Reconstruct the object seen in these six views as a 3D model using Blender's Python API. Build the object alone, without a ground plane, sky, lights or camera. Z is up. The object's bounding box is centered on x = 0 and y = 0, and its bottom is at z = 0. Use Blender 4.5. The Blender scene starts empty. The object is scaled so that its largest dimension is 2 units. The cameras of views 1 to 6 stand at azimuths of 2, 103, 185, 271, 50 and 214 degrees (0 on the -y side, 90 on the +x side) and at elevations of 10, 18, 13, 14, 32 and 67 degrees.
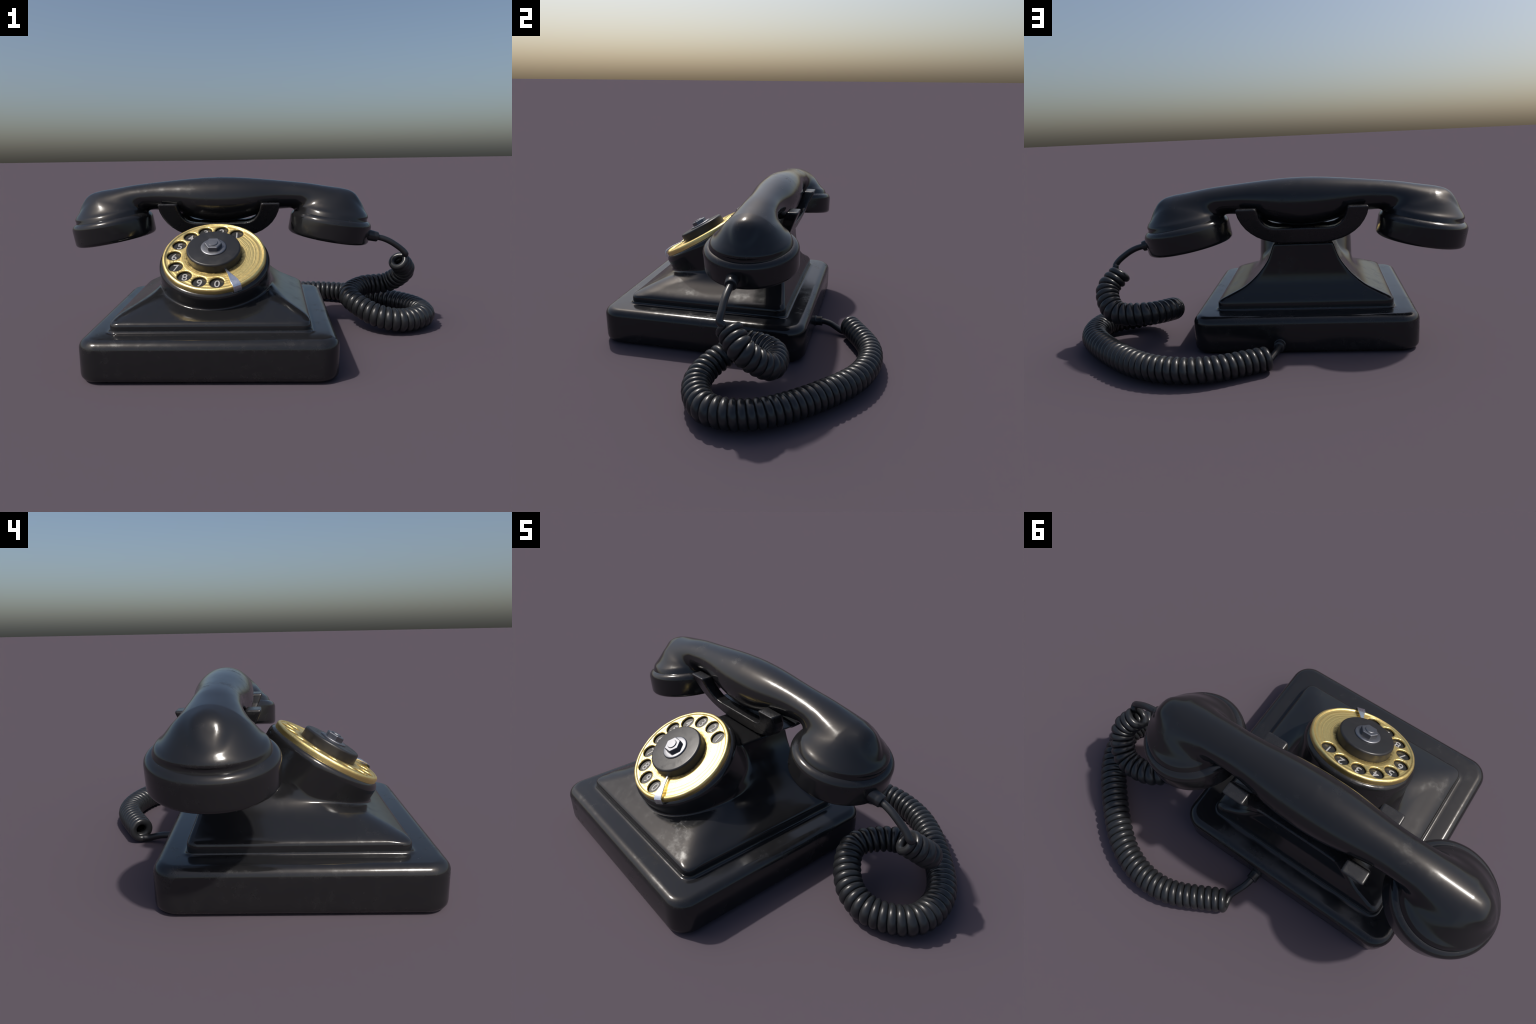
"""Black bakelite desk telephone with a brass rotary dial and a coiled cord."""
import bpy, bmesh, math, random
import numpy as np
from mathutils import Vector, Matrix, noise

random.seed(7)
scene = bpy.context.scene
CX = -0.185                      # symmetry plane of the telephone
HY = 0.101                       # middle of the handset in y


# ------------------------------------------------------------------ materials
def new_mat(name):
    m = bpy.data.materials.new(name)
    m.use_nodes = True
    nt = m.node_tree
    nt.nodes.clear()
    out = nt.nodes.new("ShaderNodeOutputMaterial")
    bsdf = nt.nodes.new("ShaderNodeBsdfPrincipled")
    nt.links.new(bsdf.outputs[0], out.inputs[0])
    return m, nt, bsdf


def nnode(nt, kind, **kw):
    n = nt.nodes.new(kind)
    for k, v in kw.items():
        if k in n.inputs:
            n.inputs[k].default_value = v
        else:
            setattr(n, k, v)
    return n


def ramp(nt, src, stops):
    r = nt.nodes.new("ShaderNodeValToRGB")
    el = r.color_ramp.elements
    while len(el) < len(stops):
        el.new(0.5)
    for e, (p, c) in zip(el, stops):
        e.position = p
        e.color = (c, c, c, 1) if isinstance(c, float) else (*c, 1)
    nt.links.new(src, r.inputs[0])
    return r.outputs[0]


def math_node(nt, op, a, b):
    n = nt.nodes.new("ShaderNodeMath")
    n.operation = op
    for i, v in enumerate((a, b)):
        if isinstance(v, (int, float)):
            n.inputs[i].default_value = v
        else:
            nt.links.new(v, n.inputs[i])
    return n.outputs[0]


def bakelite(name, colour=(0.0125, 0.0125, 0.0135), rough=(0.08, 0.22), bump=0.008, edge=0.5):
    """glossy black plastic: mottled polish, fine scratches, mottled pale edges"""
    m, nt, b = new_mat(name)
    tc = nnode(nt, "ShaderNodeTexCoord")
    big = nnode(nt, "ShaderNodeTexNoise", Scale=5.0, Detail=6.0, Roughness=0.65)
    fine = nnode(nt, "ShaderNodeTexNoise", Scale=22.0, Detail=6.0, Roughness=0.65)
    for t in (big, fine):
        nt.links.new(tc.outputs["Object"], t.inputs["Vector"])
    # hairline scratches: stretched noise in two directions
    scr = []
    for rot, sc in (((0.3, 0.5, 0.6), (4, 170, 40)), ((1.1, 0.2, 2.2), (5, 140, 60))):
        mp = nnode(nt, "ShaderNodeMapping", Rotation=rot, Scale=sc)
        nt.links.new(tc.outputs["Object"], mp.inputs["Vector"])
        s = nnode(nt, "ShaderNodeTexNoise", Scale=1.0, Detail=2.0, Roughness=0.5)
        nt.links.new(mp.outputs[0], s.inputs["Vector"])
        scr.append(ramp(nt, s.outputs["Fac"], [(0.66, 0.0), (0.74, 1.0)]))
    scratch = math_node(nt, "MAXIMUM", scr[0], scr[1])
    spots = ramp(nt, big.outputs["Fac"], [(0.55, 0.0), (0.72, 1.0)])
    scratch = math_node(nt, "MULTIPLY", scratch, spots)
    geo = nnode(nt, "ShaderNodeNewGeometry")
    pale_edge = ramp(nt, geo.outputs["Pointiness"], [(0.505, 0.0), (0.56, 1.0)])
    pale_edge = math_node(nt, "MULTIPLY", pale_edge, ramp(nt, fine.outputs["Fac"], [(0.42, 0.0), (0.62, 1.0)]))
    pale_edge = math_node(nt, "MULTIPLY", pale_edge, edge)
    r1 = math_node(nt, "MULTIPLY_ADD", big.outputs["Fac"], rough[1] - rough[0])
    r1.node.inputs[2].default_value = rough[0]
    r2 = math_node(nt, "ADD", r1, math_node(nt, "MULTIPLY", scratch, 0.14))
    smear = ramp(nt, big.outputs["Fac"], [(0.42, 0.1), (0.64, 1.0)])
    f2 = math_node(nt, "MULTIPLY", ramp(nt, fine.outputs["Fac"], [(0.46, 0.0), (0.66, 0.18)]), smear)
    r3 = math_node(nt, "ADD", r2, f2)
    r4 = math_node(nt, "ADD", r3, math_node(nt, "MULTIPLY", pale_edge, 0.25))
    nt.links.new(r4, b.inputs["Roughness"])
    mix = nnode(nt, "ShaderNodeMix", data_type="RGBA")
    mix.inputs["A"].default_value = (*colour, 1)
    mix.inputs["B"].default_value = (0.055, 0.050, 0.046, 1)
    nt.links.new(math_node(nt, "MULTIPLY", pale_edge, 0.4), mix.inputs["Factor"])
    nt.links.new(mix.outputs["Result"], b.inputs["Base Color"])
    bp = nnode(nt, "ShaderNodeBump", Strength=bump, Distance=0.01)
    nt.links.new(math_node(nt, "SUBTRACT", math_node(nt, "MULTIPLY", fine.outputs["Fac"], math_node(nt, "MULTIPLY", smear, 0.9)), scratch), bp.inputs["Height"])
    nt.links.new(bp.outputs[0], b.inputs["Normal"])
    b.inputs["IOR"].default_value = 1.5
    return m


def brass_material():
    m, nt, b = new_mat("brushed_brass")
    tc = nnode(nt, "ShaderNodeTexCoord")
    sep = nnode(nt, "ShaderNodeSeparateXYZ")
    nt.links.new(tc.outputs["Object"], sep.inputs[0])
    r = math_node(nt, "SQRT", math_node(nt, "ADD",
                  math_node(nt, "MULTIPLY", sep.outputs[0], sep.outputs[0]),
                  math_node(nt, "MULTIPLY", sep.outputs[1], sep.outputs[1])), 0)
    warp = nnode(nt, "ShaderNodeTexNoise", Scale=9.0, Detail=3.0)
    nt.links.new(tc.outputs["Object"], warp.inputs["Vector"])
    rr = math_node(nt, "ADD", r, math_node(nt, "MULTIPLY", warp.outputs["Fac"], 0.012))
    comb = nnode(nt, "ShaderNodeCombineXYZ")
    nt.links.new(rr, comb.inputs[0])
    rings = nnode(nt, "ShaderNodeTexNoise", Scale=85.0, Detail=2.5, Roughness=0.5)
    nt.links.new(comb.outputs[0], rings.inputs["Vector"])
    grime = nnode(nt, "ShaderNodeTexNoise", Scale=45.0, Detail=6.0, Roughness=0.7)
    nt.links.new(tc.outputs["Object"], grime.inputs["Vector"])
    hubd = ramp(nt, r, [(0.132, 1.0), (0.160, 0.0)])
    rimd = ramp(nt, r, [(0.226, 0.0), (0.2335, 0.75), (0.241, 0.0)])
    dirt = math_node(nt, "ADD", hubd, rimd)
    dirt = math_node(nt, "MULTIPLY", dirt, ramp(nt, grime.outputs["Fac"], [(0.36, 0.1), (0.60, 1.0)]))
    flecks = ramp(nt, grime.outputs["Fac"], [(0.62, 0.0), (0.76, 0.6)])
    dark_rings = ramp(nt, rings.outputs["Fac"], [(0.49, 0.0), (0.64, 0.7)])  # darker concentric bands, mixed into the brass base colour
    dirt = math_node(nt, "MAXIMUM", dirt, math_node(nt, "MAXIMUM", flecks, dark_rings))
    mix = nnode(nt, "ShaderNodeMix", data_type="RGBA")
    mix.inputs["A"].default_value = (1.0, 0.775, 0.31, 1)
    mix.inputs["B"].default_value = (0.55, 0.41, 0.17, 1)
    nt.links.new(dirt, mix.inputs["Factor"])
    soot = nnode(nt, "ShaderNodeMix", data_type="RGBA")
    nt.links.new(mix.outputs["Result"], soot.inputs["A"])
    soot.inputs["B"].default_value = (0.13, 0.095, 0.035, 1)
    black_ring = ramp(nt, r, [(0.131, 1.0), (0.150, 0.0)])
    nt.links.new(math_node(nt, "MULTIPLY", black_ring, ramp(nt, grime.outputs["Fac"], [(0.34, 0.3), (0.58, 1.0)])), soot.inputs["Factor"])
    nt.links.new(soot.outputs["Result"], b.inputs["Base Color"])
    b.inputs["Metallic"].default_value = 1.0
    ro = math_node(nt, "MULTIPLY_ADD", rings.outputs["Fac"], 0.2)
    ro.node.inputs[2].default_value = 0.30
    nt.links.new(math_node(nt, "ADD", ro, math_node(nt, "MULTIPLY", dirt, 0.15)), b.inputs["Roughness"])
    bp = nnode(nt, "ShaderNodeBump", Strength=0.6, Distance=0.006)
    nt.links.new(math_node(nt, "ADD", rings.outputs["Fac"], math_node(nt, "MULTIPLY", grime.outputs["Fac"], 0.4)), bp.inputs["Height"])
    nt.links.new(bp.outputs[0], b.inputs["Normal"])
    return m


def steel_material(name, colour, rough):
    m, nt, b = new_mat(name)
    tc = nnode(nt, "ShaderNodeTexCoord")
    n = nnode(nt, "ShaderNodeTexNoise", Scale=60.0, Detail=4.0)
    nt.links.new(tc.outputs["Object"], n.inputs["Vector"])
    b.inputs["Base Color"].default_value = (*colour, 1)
    b.inputs["Metallic"].default_value = 1.0
    ro = math_node(nt, "MULTIPLY_ADD", n.outputs["Fac"], 0.2)
    ro.node.inputs[2].default_value = rough - 0.1
    nt.links.new(ro, b.inputs["Roughness"])
    return m


def plain_material(name, colour, rough):
    m, nt, b = new_mat(name)
    tc = nnode(nt, "ShaderNodeTexCoord")
    n = nnode(nt, "ShaderNodeTexNoise", Scale=80.0, Detail=4.0)
    nt.links.new(tc.outputs["Object"], n.inputs["Vector"])
    mix = nnode(nt, "ShaderNodeMix", data_type="RGBA")
    mix.inputs["A"].default_value = (*colour, 1)
    mix.inputs["B"].default_value = (*(c * 0.7 for c in colour), 1)
    nt.links.new(n.outputs["Fac"], mix.inputs["Factor"])
    nt.links.new(mix.outputs["Result"], b.inputs["Base Color"])
    b.inputs["Roughness"].default_value = rough
    return m


BLACK = bakelite("black_bakelite")
CRADLE_BLACK = bakelite("worn_black_bakelite", (0.0135, 0.0135, 0.0145), (0.16, 0.34), 0.02, 0.5)
HUB_BLACK = bakelite("dial_hub_bakelite", (0.015, 0.015, 0.016), (0.24, 0.50), 0.06, 0.5)
RUBBER = bakelite("cord_rubber", (0.017, 0.018, 0.020), (0.24, 0.36), 0.02, 0.0)
BRASS = brass_material()
STEEL = steel_material("dull_steel", (0.22, 0.225, 0.242), 0.44)
CHROME = steel_material("finger_stop_steel", (0.78, 0.80, 0.85), 0.28)
PLATE = plain_material("number_plate_black", (0.020, 0.020, 0.020), 0.38)
PAINT = plain_material("digit_paint", (0.40, 0.395, 0.39), 0.5)


# ------------------------------------------------------------------ helpers
def empty(name, parent=None, loc=(0, 0, 0)):
    o = bpy.data.objects.new(name, None)
    o.location = loc
    scene.collection.objects.link(o)
    o.parent = parent
    return o


def mesh_object(name, verts, faces, mat, parent=None, smooth=True, matrix=None):
    me = bpy.data.meshes.new(name)
    me.from_pydata([tuple(map(float, v)) for v in verts], [], [tuple(map(int, f)) for f in faces])
    me.materials.append(mat)
    me.polygons.foreach_set("use_smooth", [smooth] * len(me.polygons))
    me.update()
    bm = bmesh.new()
    bm.from_mesh(me)
    bmesh.ops.recalc_face_normals(bm, faces=bm.faces)
    bm.to_mesh(me)
    bm.free()
    o = bpy.data.objects.new(name, me)
    scene.collection.objects.link(o)
    o.parent = parent
    if matrix is not None:
        o.matrix_local = matrix
    return o


def sharp_by_angle(o, deg):
    o.data.set_sharp_from_angle(angle=math.radians(deg))


def curve(table):
    """smooth monotone (Fritsch-Carlson) interpolation through a short profile table"""
    x = np.array([p[0] for p in table], float)
    y = np.array([p[1] for p in table], float)
    h = np.diff(x)
    d = np.diff(y) / h
    m = np.zeros_like(y)
    m[0], m[-1] = d[0], d[-1]
    for i in range(1, len(x) - 1):
        if d[i - 1] * d[i] > 0:
            w1, w2 = 2 * h[i] + h[i - 1], h[i] + 2 * h[i - 1]
            m[i] = (w1 + w2) / (w1 / d[i - 1] + w2 / d[i])

    def f(q):
        q = np.clip(q, x[0], x[-1])
        i = np.clip(np.searchsorted(x, q) - 1, 0, len(x) - 2)
        t = (q - x[i]) / h[i]
        return ((1 + 2 * t) * (1 - t) ** 2 * y[i] + t * (1 - t) ** 2 * h[i] * m[i]
                + t * t * (3 - 2 * t) * y[i + 1] + t * t * (t - 1) * h[i] * m[i + 1])
    return f


def soft_curve(table, sigma):
    """the same interpolation rounded off so that curvature changes gently"""
    f = curve(table)
    a, b = table[0][0], table[-1][0]
    q = np.linspace(a, b, 1500)
    y = f(q)
    n = max(2, int(3 * sigma / (q[1] - q[0])))
    k = np.exp(-0.5 * (np.arange(-n, n + 1) * (q[1] - q[0]) / sigma) ** 2)
    st = np.arange(1, n + 1)
    ext = np.concatenate([y[0] - (st * (y[1] - y[0]))[::-1], y, y[-1] + st * (y[-1] - y[-2])])
    ys = np.convolve(ext, k / k.sum(), mode="valid")
    return lambda v: np.interp(v, q, ys)


def slope(f, q, e=2e-3):
    return (f(q + e) - f(q - e)) / (2 * e)


def smin(a, b, k):
    h = np.clip(0.5 + 0.5 * (b - a) / k, 0, 1)
    return b + (a - b) * h - k * h * (1 - h)


def smax(a, b, k):
    return -smin(-a, -b, k)


def surface(f, lo, hi, h, steps=3):
    """surface nets of the implicit shape f < 0, vertices then pulled onto the surface"""
    ax = [np.arange(lo[i], hi[i] + h, h) for i in range(3)]
    n = [len(a) for a in ax]
    F = np.empty(n)
    Y, Z = np.meshgrid(ax[1], ax[2], indexing="ij")
    for i0 in range(0, n[0], 24):
        xs = ax[0][i0:i0 + 24]
        s = (len(xs),) + Y.shape
        F[i0:i0 + 24] = f(np.broadcast_to(xs[:, None, None], s), np.broadcast_to(Y, s), np.broadcast_to(Z, s))
    S = F < 0
    cell = np.zeros([m - 1 for m in n], np.int8)
    for dx in (0, 1):
        for dy in (0, 1):
            for dz in (0, 1):
                cell += S[dx:n[0] - 1 + dx, dy:n[1] - 1 + dy, dz:n[2] - 1 + dz]
    act = (cell > 0) & (cell < 8)
    idx = np.full(act.shape, -1, np.int64)
    c = np.argwhere(act)
    idx[act] = np.arange(len(c))
    P = np.stack([ax[i][c[:, i]] + h / 2 for i in range(3)], 1)
    e = h * 0.15
    for _ in range(steps):
        v = f(P[:, 0], P[:, 1], P[:, 2])
        g = np.stack([(f(*(P + e * np.eye(3)[i]).T) - f(*(P - e * np.eye(3)[i]).T)) / (2 * e) for i in range(3)], 1)
        st = -(v / np.maximum((g ** 2).sum(1), 0.05))[:, None] * g
        ln = np.linalg.norm(st, axis=1, keepdims=True)
        P = P + st * np.minimum(1, h * 0.8 / np.maximum(ln, 1e-9))
    quads = []
    for a in range(3):
        b, d = (a + 1) % 3, (a + 2) % 3
        sl0 = [slice(None)] * 3
        sl1 = [slice(None)] * 3
        sl0[a], sl1[a] = slice(0, -1), slice(1, None)
        flip = S[tuple(sl0)] != S[tuple(sl1)]
        ed = np.argwhere(flip)
        ed = ed[(ed[:, b] > 0) & (ed[:, d] > 0) & (ed[:, b] < n[b] - 1) & (ed[:, d] < n[d] - 1)]
        q = []
        for ob, od in ((1, 1), (0, 1), (0, 0), (1, 0)):
            k = ed.copy()
            k[:, b] -= ob
            k[:, d] -= od
            q.append(idx[k[:, 0], k[:, 1], k[:, 2]])
        q = np.stack(q, 1)
        inside = S[tuple(ed.T)]
        q[~inside] = q[~inside][:, ::-1]
        quads.append(q[(q >= 0).all(1)])
    return P, np.concatenate(quads)


def implicit_object(name, f, lo, hi, h, mat, parent, matrix=None):
    P, Q = surface(f, lo, hi, h)
    return mesh_object(name, P, Q, mat, parent, True, matrix)


def lathe(name, profile, mat, parent, seg=96, matrix=None, auto=None):
    """revolve (radius, height) points about z; ends are closed when the radius is 0"""
    V, Fc = [], []
    rings = []
    for r, z in profile:
        if r < 1e-6:
            rings.append([len(V)])
            V.append((0, 0, z))
        else:
            rings.append(list(range(len(V), len(V) + seg)))
            V += [(r * math.cos(2 * math.pi * i / seg), r * math.sin(2 * math.pi * i / seg), z) for i in range(seg)]
    for a, b in zip(rings, rings[1:]):
        for i in range(seg):
            j = (i + 1) % seg
            if len(a) == 1:
                Fc.append((a[0], b[i], b[j]))
            elif len(b) == 1:
                Fc.append((a[i], a[j], b[0]))
            else:
                Fc.append((a[i], a[j], b[j], b[i]))
    o = mesh_object(name, V, Fc, mat, parent, True, matrix)
    if auto:
        sharp_by_angle(o, auto)
    return o


def arc(cx, cz, r, a0, a1, n=7):
    return [(cx + r * math.cos(math.radians(a0 + (a1 - a0) * i / n)),
             cz + r * math.sin(math.radians(a0 + (a1 - a0) * i / n))) for i in range(n + 1)]


def rounded_rect(x0, x1, y0, y1, r, n=10):
    P = []
    for cx, cy, a in ((x1 - r, y1 - r, 0), (x0 + r, y1 - r, 90), (x0 + r, y0 + r, 180), (x1 - r, y0 + r, 270)):
        P += [(cx + r * math.cos(math.radians(a + 90 * i / n)), cy + r * math.sin(math.radians(a + 90 * i / n))) for i in range(n + 1)]
    return P


def catmull(K, per):
    K = np.asarray(K, float)
    E = np.vstack([2 * K[0] - K[1], K, 2 * K[-1] - K[-2]])
    ts = np.linspace(0, len(K) - 1, per * (len(K) - 1) + 1)
    i = np.clip(np.floor(ts).astype(int), 0, len(K) - 2)
    u = (ts - i)[:, None]
    a, b, c, d = E[i], E[i + 1], E[i + 2], E[i + 3]
    return 0.5 * (2 * b + (c - a) * u + (2 * a - 5 * b + 4 * c - d) * u * u + (3 * b - a - 3 * c + d) * u ** 3)


# ------------------------------------------------------------------ the telephone
phone = empty("rotary_telephone")
phone["label"] = "glossy black vintage desk telephone with brass rotary dial"
phone["category"] = "telephone"

# --- foot plate: a thick rounded slab with a cove up to the housing
BX0, BX1, BY0, BY1, BR = -0.746, 0.376, -0.727, 0.349, 0.093
FX0, FX1, FY0, FY1, FR = -0.631, 0.261, -0.6055, 0.233, 0.034
rings = [(0.16, 0.006, 0), (0.026, 0.005, 0), (0.010, 0.010, 0), (0.002, 0.022, 0), (0.0, 0.035, 0), (0.0, 0.09, 0)]
rings += [(0.042 * (1 - math.cos(t)), 0.145 + 0.042 * math.sin(t), 0) for t in np.linspace(0, math.pi / 2, 12)]
V, Fc = [], []
N = 44
for off, z, _ in rings:
    V += [(x, y, z) for x, y in rounded_rect(BX0 + off, BX1 - off, BY0 + off, BY1 - off, max(BR - off * 0.9, 0.02))]
for grow, z in [(0.024, 0.1872), (0.013, 0.1875), (0.0065, 0.1890), (0.003, 0.1925), (0.0012, 0.198), (-0.004, 0.199), (-0.2, 0.199)]:
    r = max(FR + grow, 0.01)
    V += [(x, y, z) for x, y in rounded_rect(FX0 - grow, FX1 + grow, FY0 - grow, FY1 + grow, r)]
NR = len(V) // N
for k in range(NR - 1):
    for i in range(N):
        j = (i + 1) % N
        Fc.append((k * N + i, k * N + j, (k + 1) * N + j, (k + 1) * N + i))
Fc.append(tuple(range(N))[::-1])
Fc.append(tuple(range((NR - 1) * N, NR * N)))
base = mesh_object("foot_plate", V, Fc, BLACK, phone)
sharp_by_angle(base, 50)

# --- dial frame: plane of the brass wheel, tilted 30 degrees towards the user
TILT = math.radians(30)
DC = np.array([-0.1835, -0.3341, 0.4851])
DN = np.array([0, -math.sin(TILT), math.cos(TILT)])
DY = np.array([0, math.cos(TILT), math.sin(TILT)])
DIAL_M = Matrix(((1, 0, 0, DC[0]), (0, DY[1], DN[1], DC[1]), (0, DY[2], DN[2], DC[2]), (0, 0, 0, 1)))

# --- housing: concave pyramid rising to a neck, with the dial drum growing out of it
side_w = soft_curve([(0.180, 0.446), (0.217, 0.446), (0.226, 0.4445), (0.235, 0.440), (0.243, 0.428), (0.268, 0.375),
                     (0.300, 0.311), (0.333, 0.267), (0.375, 0.225), (0.44, 0.180), (0.53, 0.146)], 0.004)
front_y = soft_curve([(0.180, -0.6055), (0.215, -0.6055), (0.224, -0.603), (0.232, -0.597), (0.240, -0.580), (0.252, -0.553), (0.270, -0.509),
                      (0.287, -0.466), (0.302, -0.415), (0.318, -0.352), (0.345, -0.275), (0.40, -0.19), (0.53, -0.10)], 0.0035)
rear_y = soft_curve([(0.180, 0.233), (0.217, 0.233), (0.228, 0.2315), (0.238, 0.228), (0.25, 0.222), (0.29, 0.205),
                     (0.33, 0.191), (0.38, 0.183), (0.44, 0.180), (0.53, 0.178)], 0.005)
NECK_TOP = 0.5155


def housing_shape(x, y, z):
    full = 0.028 * np.exp(-((y + 0.18) / 0.11) ** 2) * np.exp(-((z - 0.385) / 0.045) ** 2)
    sx = (np.abs(x - CX) - side_w(z) - full) / np.sqrt(1 + slope(side_w, z) ** 2)
    fy = (front_y(z) - y) / np.sqrt(1 + slope(front_y, z) ** 2)
    ry = (y - rear_y(z)) / np.sqrt(1 + slope(rear_y, z) ** 2)
    low = np.clip((0.25 - z) / 0.03, 0, 1)
    d = smax(smax(sx, fy, 0.034 + 0.015 * low), ry, 0.018 + 0.030 * low)
    d = smax(d, z - NECK_TOP, 0.008)
    px, py, pz = x - DC[0], y - DC[1], z - DC[2]
    v = py * DY[1] + pz * DY[2]
    w = py * DN[1] + pz * DN[2]
    r = np.sqrt(px * px + v * v)
    drum = smax(r - 0.2645, w + 0.0185, 0.030)
    drum = smax(drum, -0.42 - w, 0.01)
    d = smin(d, drum, 0.013)
    return np.maximum(d, 0.189 - z)


implicit_object("housing", housing_shape, (-0.65, -0.63, 0.18), (0.28, 0.26, 0.64), 0.0050, BLACK, phone)

# --- cradle: two U-shaped forks leaning apart, joined by a trough
CY = 0.106
u_out = [(0.320, 0.712), (0.318, 0.690), (0.313, 0.663), (0.300, 0.632), (0.281, 0.602), (0.256, 0.577),
         (0.227, 0.556), (0.195, 0.5405), (0.150, 0.527), (0.110, 0.5185)]
u_in = [(0.222, 0.712), (0.218, 0.690), (0.211, 0.662), (0.199, 0.637), (0.182, 0.617), (0.160, 0.6055), (0.130, 0.600)]


def poly_distance(P, x, z):
    d = np.full(x.shape, 1e9)
    s = np.ones(x.shape)
    n = len(P)
    for i in range(n):
        (ax, az), (bx, bz) = P[i], P[i - 1]
        ex, ez = bx - ax, bz - az
        wx, wz = x - ax, z - az
        t = np.clip((wx * ex + wz * ez) / (ex * ex + ez * ez), 0, 1)
        d = np.minimum(d, (wx - ex * t) ** 2 + (wz - ez * t) ** 2)
        c1, c2, c3 = z >= az, z < bz, ex * wz > ez * wx
        s = np.where((c1 & c2 & c3) | (~c1 & ~c2 & ~c3), -s, s)
    return s * np.sqrt(d)


u_ring = u_out + [(-x, z) for x, z in reversed(u_out)] + [(-x, z) for x, z in u_in] + list(reversed(u_in))
u_floor = [(x, z + 0.001) for x, z in u_out if z < 0.575]
u_floor = [(0.245, 0.574)] + u_floor + [(-x, z) for x, z in reversed(u_floor)] + [(-0.245, 0.574)]


def cradle_shape(x, y, z):
    dx, ya = x - CX, np.abs(y - CY)
    u = poly_distance(u_ring, dx, z)
    u = smax(u, z - 0.7055, 0.010)
    lean = 0.081 + (z - 0.517) * 0.415
    bar = np.abs(ya - (lean - 0.0275)) - 0.0305
    d = smax(u, bar * 0.92, 0.009)
    fl = smax(poly_distance(u_floor, dx, z), ya - 0.065, 0.01)
    return smin(d, fl, 0.010)


implicit_object("cradle", cradle_shape, (CX - 0.335, CY - 0.18, 0.50), (CX + 0.335, CY + 0.18, 0.72), 0.0042, CRADLE_BLACK, phone)
x0, x1, y0, y1 = CX - 0.125, CX + 0.125, CY - 0.060, CY + 0.064
V = [(x, y, z) for z in (0.50, 0.53) for x, y in ((x0, y0), (x1, y0), (x1, y1), (x0, y1))]
mesh_object("cradle_stem", V, [(0, 1, 2, 3), (4, 5, 6, 7), (0, 1, 5, 4), (1, 2, 6, 5), (2, 3, 7, 6), (3, 0, 4, 7)], BLACK, phone, False)

# --- handset: swelling grip, two bells, two screw caps
handset = empty("handset", phone)
top_z = soft_curve([(0, 0.8385), (0.07, 0.8370), (0.14, 0.833), (0.28, 0.8205), (0.375, 0.811), (0.47, 0.801), (0.555, 0.787), (0.61, 0.777), (0.70, 0.757), (0.74, 0.745), (0.90, 0.690)], 0.03)
bot_z = soft_curve([(0, 0.5985), (0.05, 0.6005), (0.12, 0.612), (0.20, 0.635), (0.27, 0.653), (0.33, 0.6635), (0.40, 0.666), (0.50, 0.668), (0.60, 0.672), (0.72, 0.672), (0.9, 0.66)], 0.02)
grip_w = soft_curve([(0, 0.121), (0.06, 0.120), (0.12, 0.1165), (0.20, 0.106), (0.28, 0.0945), (0.36, 0.089), (0.45, 0.091), (0.52, 0.091), (0.58, 0.084), (0.64, 0.068), (0.70, 0.045), (0.80, 0.03)], 0.03)
CUP = (0.5935, 0.5625)                       # middle of a cap, mirrored about CX
TA = math.radians(10.0)
bell_u = soft_curve([(0.02, 0.203), (0.052, 0.199), (0.061, 0.1955), (0.068, 0.1930), (0.074, 0.1920), (0.083, 0.1965), (0.094, 0.1925), (0.120, 0.168), (0.145, 0.144),
                     (0.172, 0.119), (0.204, 0.098), (0.26, 0.060)], 0.003)
bell_y = soft_curve([(0.02, 0.201), (0.052, 0.197), (0.061, 0.1945), (0.068, 0.1920), (0.078, 0.1870), (0.086, 0.1820), (0.100, 0.1650), (0.123, 0.145),
                     (0.155, 0.121), (0.186, 0.102), (0.22, 0.086), (0.26, 0.070)], 0.003)


bell_in = soft_curve([(0.02, 0.203), (0.052, 0.199), (0.068, 0.1935), (0.090, 0.1900), (0.120, 0.180), (0.150, 0.163), (0.180, 0.140),
                      (0.210, 0.112), (0.26, 0.070)], 0.003)


def handset_shape(x, y, z):
    xa, yy = np.abs(x - CX), y - HY
    t, b, w = top_z(xa), bot_z(xa), grip_w(xa)
    zc, hh = (t + b) / 2, (t - b) / 2
    qz = z - zc
    k0 = np.sqrt((yy / w) ** 2 + (qz / hh) ** 2)
    k1 = np.sqrt((yy / w ** 2) ** 2 + (qz / hh ** 2) ** 2)
    grip = np.where(k1 > 1e-6, k0 * (k0 - 1) / np.maximum(k1, 1e-6), -np.minimum(w, hh))
    rx, rz = xa - CUP[0], z - CUP[1]
    u = rx * math.cos(TA) - rz * math.sin(TA)
    h = rx * math.sin(TA) + rz * math.cos(TA)
    ru, ry = np.where(u > 0, bell_u(h), bell_in(h)), bell_y(h)
    k0 = np.sqrt((u / ru) ** 2 + (yy / ry) ** 2)
    k1 = np.sqrt((u / ru ** 2) ** 2 + (yy / ry ** 2) ** 2)
    bell = np.where(k1 > 1e-6, k0 * (k0 - 1) / np.maximum(k1, 1e-6), -0.1)
    bell = bell / np.sqrt(1 + slope(bell_u, h) ** 2)
    grip = smax(grip, (u - 0.094 + 0.76 * (h - 0.204)) * 0.796, 0.03)
    bell = smax(bell, z - (t - 0.015 - 1.8 * yy * yy - 0.22 * np.maximum(0, 0.02 - u)), 0.030)
    bell = smax(bell, 0.03 - h, 0.005)
    return smin(grip, bell, 0.04)


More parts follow.
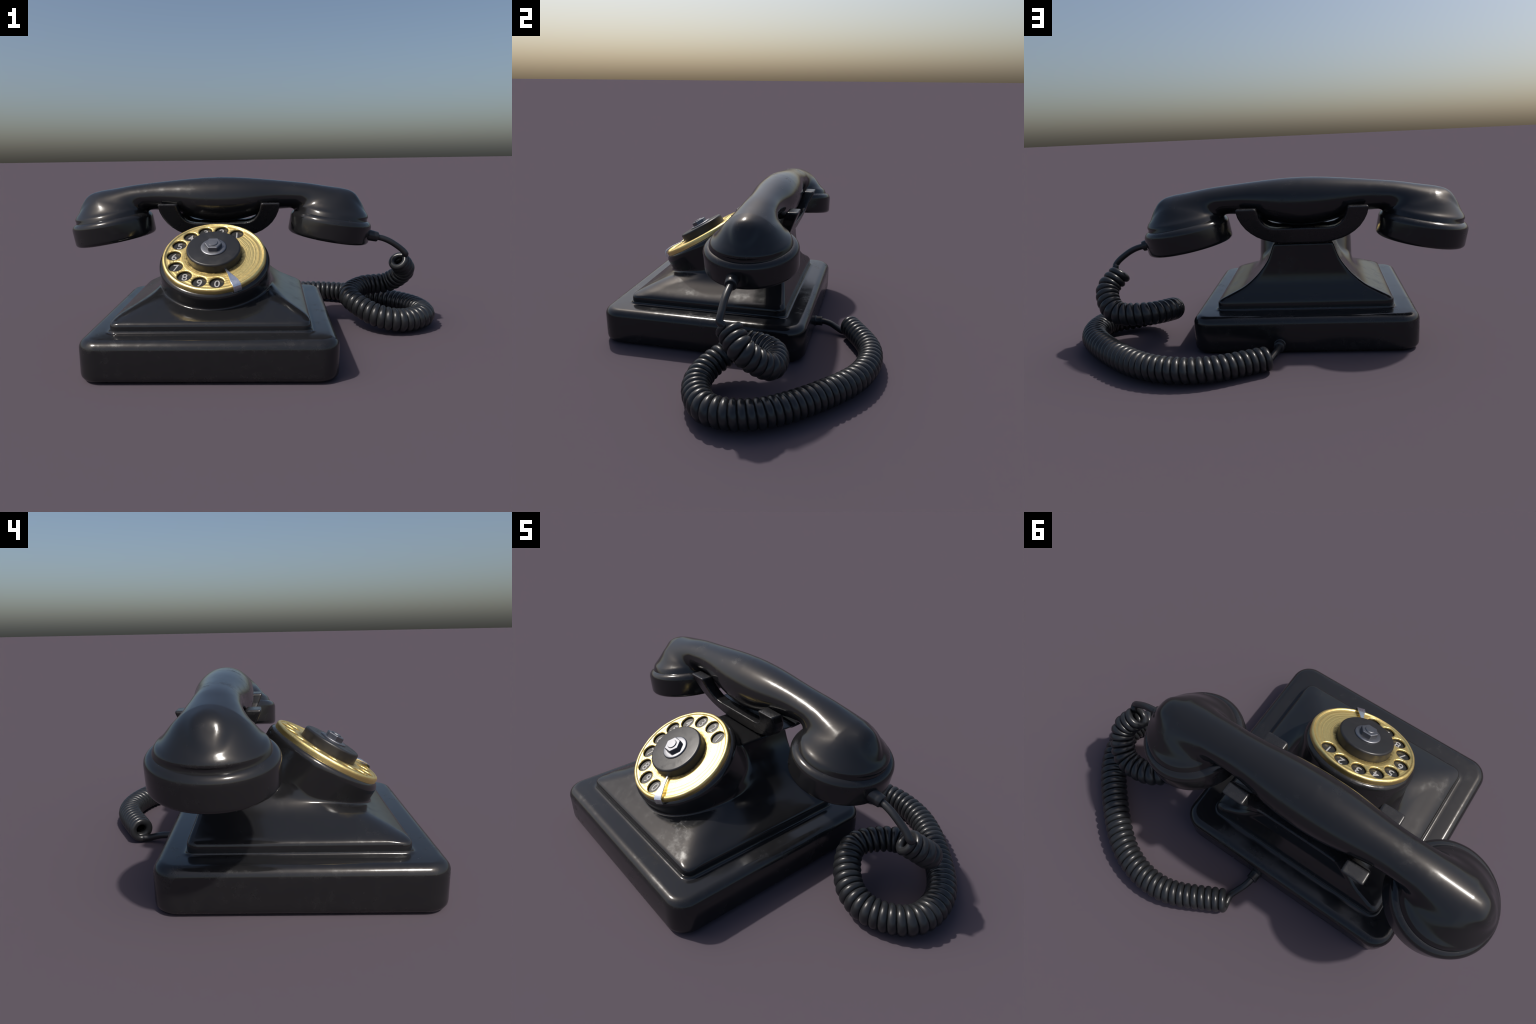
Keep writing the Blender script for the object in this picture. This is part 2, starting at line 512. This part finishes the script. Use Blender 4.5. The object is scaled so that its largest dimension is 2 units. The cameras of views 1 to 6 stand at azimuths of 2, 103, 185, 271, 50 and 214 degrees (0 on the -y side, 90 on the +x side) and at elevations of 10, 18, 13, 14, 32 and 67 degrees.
implicit_object("handle", handset_shape, (CX - 0.83, HY - 0.225, 0.545), (CX + 0.83, HY + 0.225, 0.86), 0.0052, BLACK, handset)
cap_profile = [(0, -0.050), (0.10, -0.051), (0.155, -0.056), (0.180, -0.0615)] + arc(0.2002, -0.0405, 0.021, -95, 0, 8)[1:] \
    + [(0.2215, -0.01), (0.2215, 0.010)] + arc(0.1882, 0.0300, 0.0333, 0, 75, 10) + [(0.188, 0.0640), (0.165, 0.062), (0, 0.060)]
for name, sgn in (("earpiece", -1), ("mouthpiece", 1)):
    M = Matrix.Translation((CX + sgn * CUP[0], HY, CUP[1])) @ Matrix.Rotation(sgn * TA, 4, "Y")
    lathe(name, cap_profile, BLACK, handset, 128, M, 40)

# --- dial
dial = empty("dial", phone)
dial.matrix_local = DIAL_M
HOLE_R, HOLE_RING, STEP = 0.0335, 0.1917, 24.37
hole_pos = [(HOLE_RING * math.cos(math.radians(58.5 + STEP * i)), HOLE_RING * math.sin(math.radians(58.5 + STEP * i))) for i in range(10)]


def wheel_shape(x, y, z):
    r = np.sqrt(x * x + y * y)
    wob = 0.0009 * np.sin(11 * np.arctan2(y, x) + 1.0) * np.sin(5 * np.arctan2(y, x))
    disc = smax(r - 0.2475 - wob, z - 0.0055, 0.013)
    recess = smax(r - 0.2325, 0.0008 - z, 0.004)
    d = smax(disc, -recess, 0.003)
    d = np.maximum(d, np.where(r < 0.236, -0.0105, -0.0225) - z)
    d = np.maximum(d, 0.10 - r)
    for hx, hy in hole_pos:
        d = smax(d, HOLE_R - np.sqrt((x - hx) ** 2 + (y - hy) ** 2), 0.005)
    return d


implicit_object("finger_wheel", wheel_shape, (-0.256, -0.256, -0.028), (0.256, 0.256, 0.010), 0.0028, BRASS, dial)
lathe("number_plate", [(0, -0.0115), (0.236, -0.0115), (0.236, -0.024), (0, -0.024)], PLATE, dial, 96, None, 30)
for i, (hx, hy) in enumerate(hole_pos):
    cu = bpy.data.curves.new("digit", "FONT")
    cu.body = str((i + 1) % 10)
    cu.size = 0.061
    cu.align_x, cu.align_y = "CENTER", "CENTER"
    cu.extrude = 0.0006
    cu.offset = 0.0003
    tmp = bpy.data.objects.new("digit_text", cu)
    scene.collection.objects.link(tmp)
    bpy.context.view_layer.update()
    me = bpy.data.meshes.new_from_object(tmp.evaluated_get(bpy.context.evaluated_depsgraph_get()))
    bpy.data.objects.remove(tmp)
    xs = [v.co.x for v in me.vertices]
    ys = [v.co.y for v in me.vertices]
    mx, my = (min(xs) + max(xs)) / 2, (min(ys) + max(ys)) / 2
    for v in me.vertices:
        v.co.x -= mx
        v.co.y -= my
        v.co.x *= 0.92
    me.name = "digit"
    me.materials.clear()
    me.materials.append(PAINT)
    o = bpy.data.objects.new("digit", me)
    scene.collection.objects.link(o)
    o.parent = dial
    o.location = (hx, hy + 0.001, -0.0108)

hub_profile = [(0.05, -0.012), (0.1305, -0.010), (0.1300, 0.004), (0.1288, 0.020), (0.1285, 0.0365)] + arc(0.1185, 0.0365, 0.0100, 0, 90, 7) + [(0.05, 0.047), (0, 0.047)]
lathe("dial_hub", hub_profile, HUB_BLACK, dial, 96, None, 35)
lathe("washer", [(0, 0.046), (0.0605, 0.046), (0.0610, 0.0495), (0.0590, 0.0520), (0.0555, 0.0532), (0.042, 0.0535), (0, 0.0535)], STEEL, dial, 64, None, 50)
NUT_TURN = math.radians(0)
V, Fc = [], []
levels = [(0.0415, 0.0530), (0.0415, 0.0715), (0.0385, 0.0745), (0.0, 0.0745)]
for r, z in levels[:3]:
    V += [(r * math.cos(NUT_TURN + math.pi / 3 * i), r * math.sin(NUT_TURN + math.pi / 3 * i), z) for i in range(6)]
for k in range(2):
    Fc += [(k * 6 + i, k * 6 + (i + 1) % 6, k * 6 + 6 + (i + 1) % 6, k * 6 + 6 + i) for i in range(6)]
Fc += [(0, 1, 2, 3, 4, 5), (12, 13, 14, 15, 16, 17)]
nut = mesh_object("hex_nut", V, Fc, STEEL, dial, False)
bev = nut.modifiers.new("edge", "BEVEL")
bev.width, bev.segments = 0.0016, 2
lathe("stud", [(0.0225, 0.074), (0.0225, 0.0765), (0.0205, 0.0788), (0, 0.0789)], STEEL, dial, 40, None, 30)

# finger stop: a tapering blade reaching over the wheel and bent down over its edge
A = math.radians(-62.0)
blade = [(0.120, 0.0045, 0.0150), (0.150, 0.0055, 0.0165), (0.175, 0.0085, 0.0185), (0.205, 0.0150, 0.0205), (0.225, 0.0190, 0.0205),
         (0.246, 0.0195, 0.0165), (0.255, 0.0195, 0.0105), (0.2600, 0.0195, -0.002), (0.2625, 0.0195, -0.016)]
V, Fc = [], []
for i, (r, w, z) in enumerate(blade):
    nx = (0.6, 1.0) if i < 5 else ((0.75, 0.7) if i < 6 else (1.0, 0.25))
    for s, dn in ((-1, 0), (1, 0), (1, 1), (-1, 1)):
        rr, zz = r - dn * 0.0042 * nx[0] * (i >= 5), z - dn * 0.0050 * nx[1]
        V.append((rr * math.cos(A) - s * w * math.sin(A), rr * math.sin(A) + s * w * math.cos(A), zz))
for k in range(len(blade) - 1):
    Fc += [(k * 4 + i, k * 4 + (i + 1) % 4, k * 4 + 4 + (i + 1) % 4, k * 4 + 4 + i) for i in range(4)]
Fc += [(0, 1, 2, 3), tuple(len(V) - 4 + i for i in range(4))]
stop = mesh_object("finger_stop", V, Fc, CHROME, dial)
sharp_by_angle(stop, 30)
bev = stop.modifiers.new("edge", "BEVEL")
bev.width, bev.segments, bev.limit_method, bev.angle_limit = 0.0012, 2, "ANGLE", math.radians(35)

# --- coiled cord: a helix wound round a looping centre line, with straight tails
spine = [(0.787, 0.097, 0.374), (0.842, 0.181, 0.296), (0.772, 0.272, 0.208), (0.618, 0.254, 0.190), (0.525, 0.108, 0.166),
         (0.630, -0.028, 0.104), (0.776, -0.052, 0.071), (0.923, 0.055, 0.069), (0.906, 0.254, 0.069), (0.735, 0.461, 0.066),
         (0.504, 0.630, 0.064), (0.255, 0.662, 0.063), (-0.022, 0.539, 0.060)]
WIRE = 0.0180
S = catmull(spine, 60)
seg = np.linalg.norm(np.diff(S, axis=0), axis=1)
L = np.concatenate([[0], np.cumsum(seg)])
TURNS = 74
PER = 26
s = np.linspace(0, L[-1], int(TURNS * PER) + 1)
C = np.stack([np.interp(s, L, S[:, i]) for i in range(3)], 1)
q = s / L[-1]
coil_r = curve([(0, 0.0410), (0.2, 0.0415), (0.42, 0.047), (0.66, 0.0470), (0.85, 0.0420), (1, 0.0400)])(q)
T = np.gradient(C, axis=0)
T /= np.linalg.norm(T, axis=1, keepdims=True)
U = np.empty_like(T)
u = np.cross(T[0], [0, 0, 1.0])
for i in range(len(T)):
    u = u - T[i] * (u @ T[i])
    u /= np.linalg.norm(u)
    U[i] = u
W = np.cross(T, U)
toward_start, toward_end = np.array([0.60, -0.35, 0.72]), np.array([0.0, -0.15, -1.0])
PHASE = math.atan2(toward_start @ W[0], toward_start @ U[0])
end_angle = math.atan2(toward_end @ W[-1], toward_end @ U[-1])
SPAN = round(TURNS - (end_angle - PHASE) / (2 * math.pi)) * 2 * math.pi + end_angle - PHASE
ang = PHASE + q * SPAN          # right-handed helix
helix = C + coil_r[:, None] * (np.cos(ang)[:, None] * U + np.sin(ang)[:, None] * W)
lead = catmull([(0.650, 0.075, 0.508), (0.700, 0.074, 0.496), (0.745, 0.073, 0.475), (0.795, 0.074, 0.440), (0.822, 0.075, 0.412), tuple(helix[0] + 0.0 * T[0])], 10)
tail = catmull([tuple(helix[-1]), (-0.016, 0.503, 0.0215), (-0.030, 0.470, 0.033), (-0.046, 0.437, 0.044), (-0.057, 0.400, 0.049), (-0.060, 0.360, 0.048)], 10)

# every ring of the coil is as wide as the room it has: wide on the outside of a bend, pinched inside it
radial = np.cos(ang)[:, None] * U + np.sin(ang)[:, None] * W
ds = s[1] - s[0]
bend = np.gradient(T, axis=0) / ds
room = L[-1] / (SPAN / (2 * math.pi)) * (1 - (bend * radial).sum(1) * (coil_r + 0.5 * WIRE))
axial = np.clip(0.525 * room, 0.0105, 0.030)
ends = np.clip(np.minimum(np.arange(len(s)), np.arange(len(s))[::-1]) / PER, 0, 1)
TAIL = 0.0160
axial = TAIL + (axial - TAIL) * ends
radius = TAIL + (WIRE - TAIL) * ends


def carry(points, e1):
    """parallel-transported frame along a tail, starting from direction e1"""
    t = np.gradient(points, axis=0)
    t /= np.linalg.norm(t, axis=1, keepdims=True)
    A, B = [], []
    for k in t:
        e1 = e1 - k * (e1 @ k)
        e1 = e1 / np.linalg.norm(e1)
        A.append(e1)
        B.append(np.cross(k, e1))
    return np.array(A), np.array(B)


la, lb = carry(lead[::-1], radial[0])
ta, tb = carry(tail, radial[-1])
la, lb = la[::-1][:-1], -lb[::-1][:-1]
ta, tb = ta[1:], tb[1:]
wt = np.gradient(helix, axis=0)
sgn = np.sign((np.cross(wt[5], radial[5]) * T[5]).sum())
pts = np.vstack([lead[:-1], helix, tail[1:]])
e1 = np.vstack([la, radial, ta]) * np.concatenate([np.full(len(la), TAIL), radius, np.full(len(ta), TAIL)])[:, None]
e2 = np.vstack([lb, sgn * T, tb]) * np.concatenate([np.full(len(la), TAIL), axial, np.full(len(ta), TAIL)])[:, None]
SIDES = 14
a = np.arange(SIDES) * 2 * math.pi / SIDES
V = (pts[:, None] + np.cos(a)[None, :, None] * e1[:, None] + np.sin(a)[None, :, None] * e2[:, None]).reshape(-1, 3)
Fc = []
for k in range(len(pts) - 1):
    Fc += [(k * SIDES + i, k * SIDES + (i + 1) % SIDES, (k + 1) * SIDES + (i + 1) % SIDES, (k + 1) * SIDES + i) for i in range(SIDES)]
Fc += [tuple(range(SIDES)), tuple(range(len(V) - SIDES, len(V)))]
cord = mesh_object("coiled_cord", V, Fc, RUBBER, phone)



def sleeve(name, a, b, prof, parent):
    a, b = Vector(a), Vector(b)
    M = Matrix.Translation(a) @ (b - a).to_track_quat("Z", "Y").to_matrix().to_4x4()
    return lathe(name, prof, RUBBER, parent, 32, M, 40)


sleeve("strain_relief", (0.600, 0.067, 0.521), (0.663, 0.075, 0.506),
       [(0, 0), (0.031, 0.0), (0.0300, 0.025), (0.0285, 0.050), (0.0275, 0.066), (0.0255, 0.069), (0.015, 0.0695)], cord)
sleeve("strain_relief", (-0.062, 0.335, 0.046), (-0.0595, 0.388, 0.0495),
       [(0, 0), (0.030, 0.0), (0.030, 0.016), (0.0265, 0.019), (0.025, 0.030), (0.0265, 0.044), (0.0265, 0.051), (0.024, 0.053), (0.014, 0.0535)], cord)
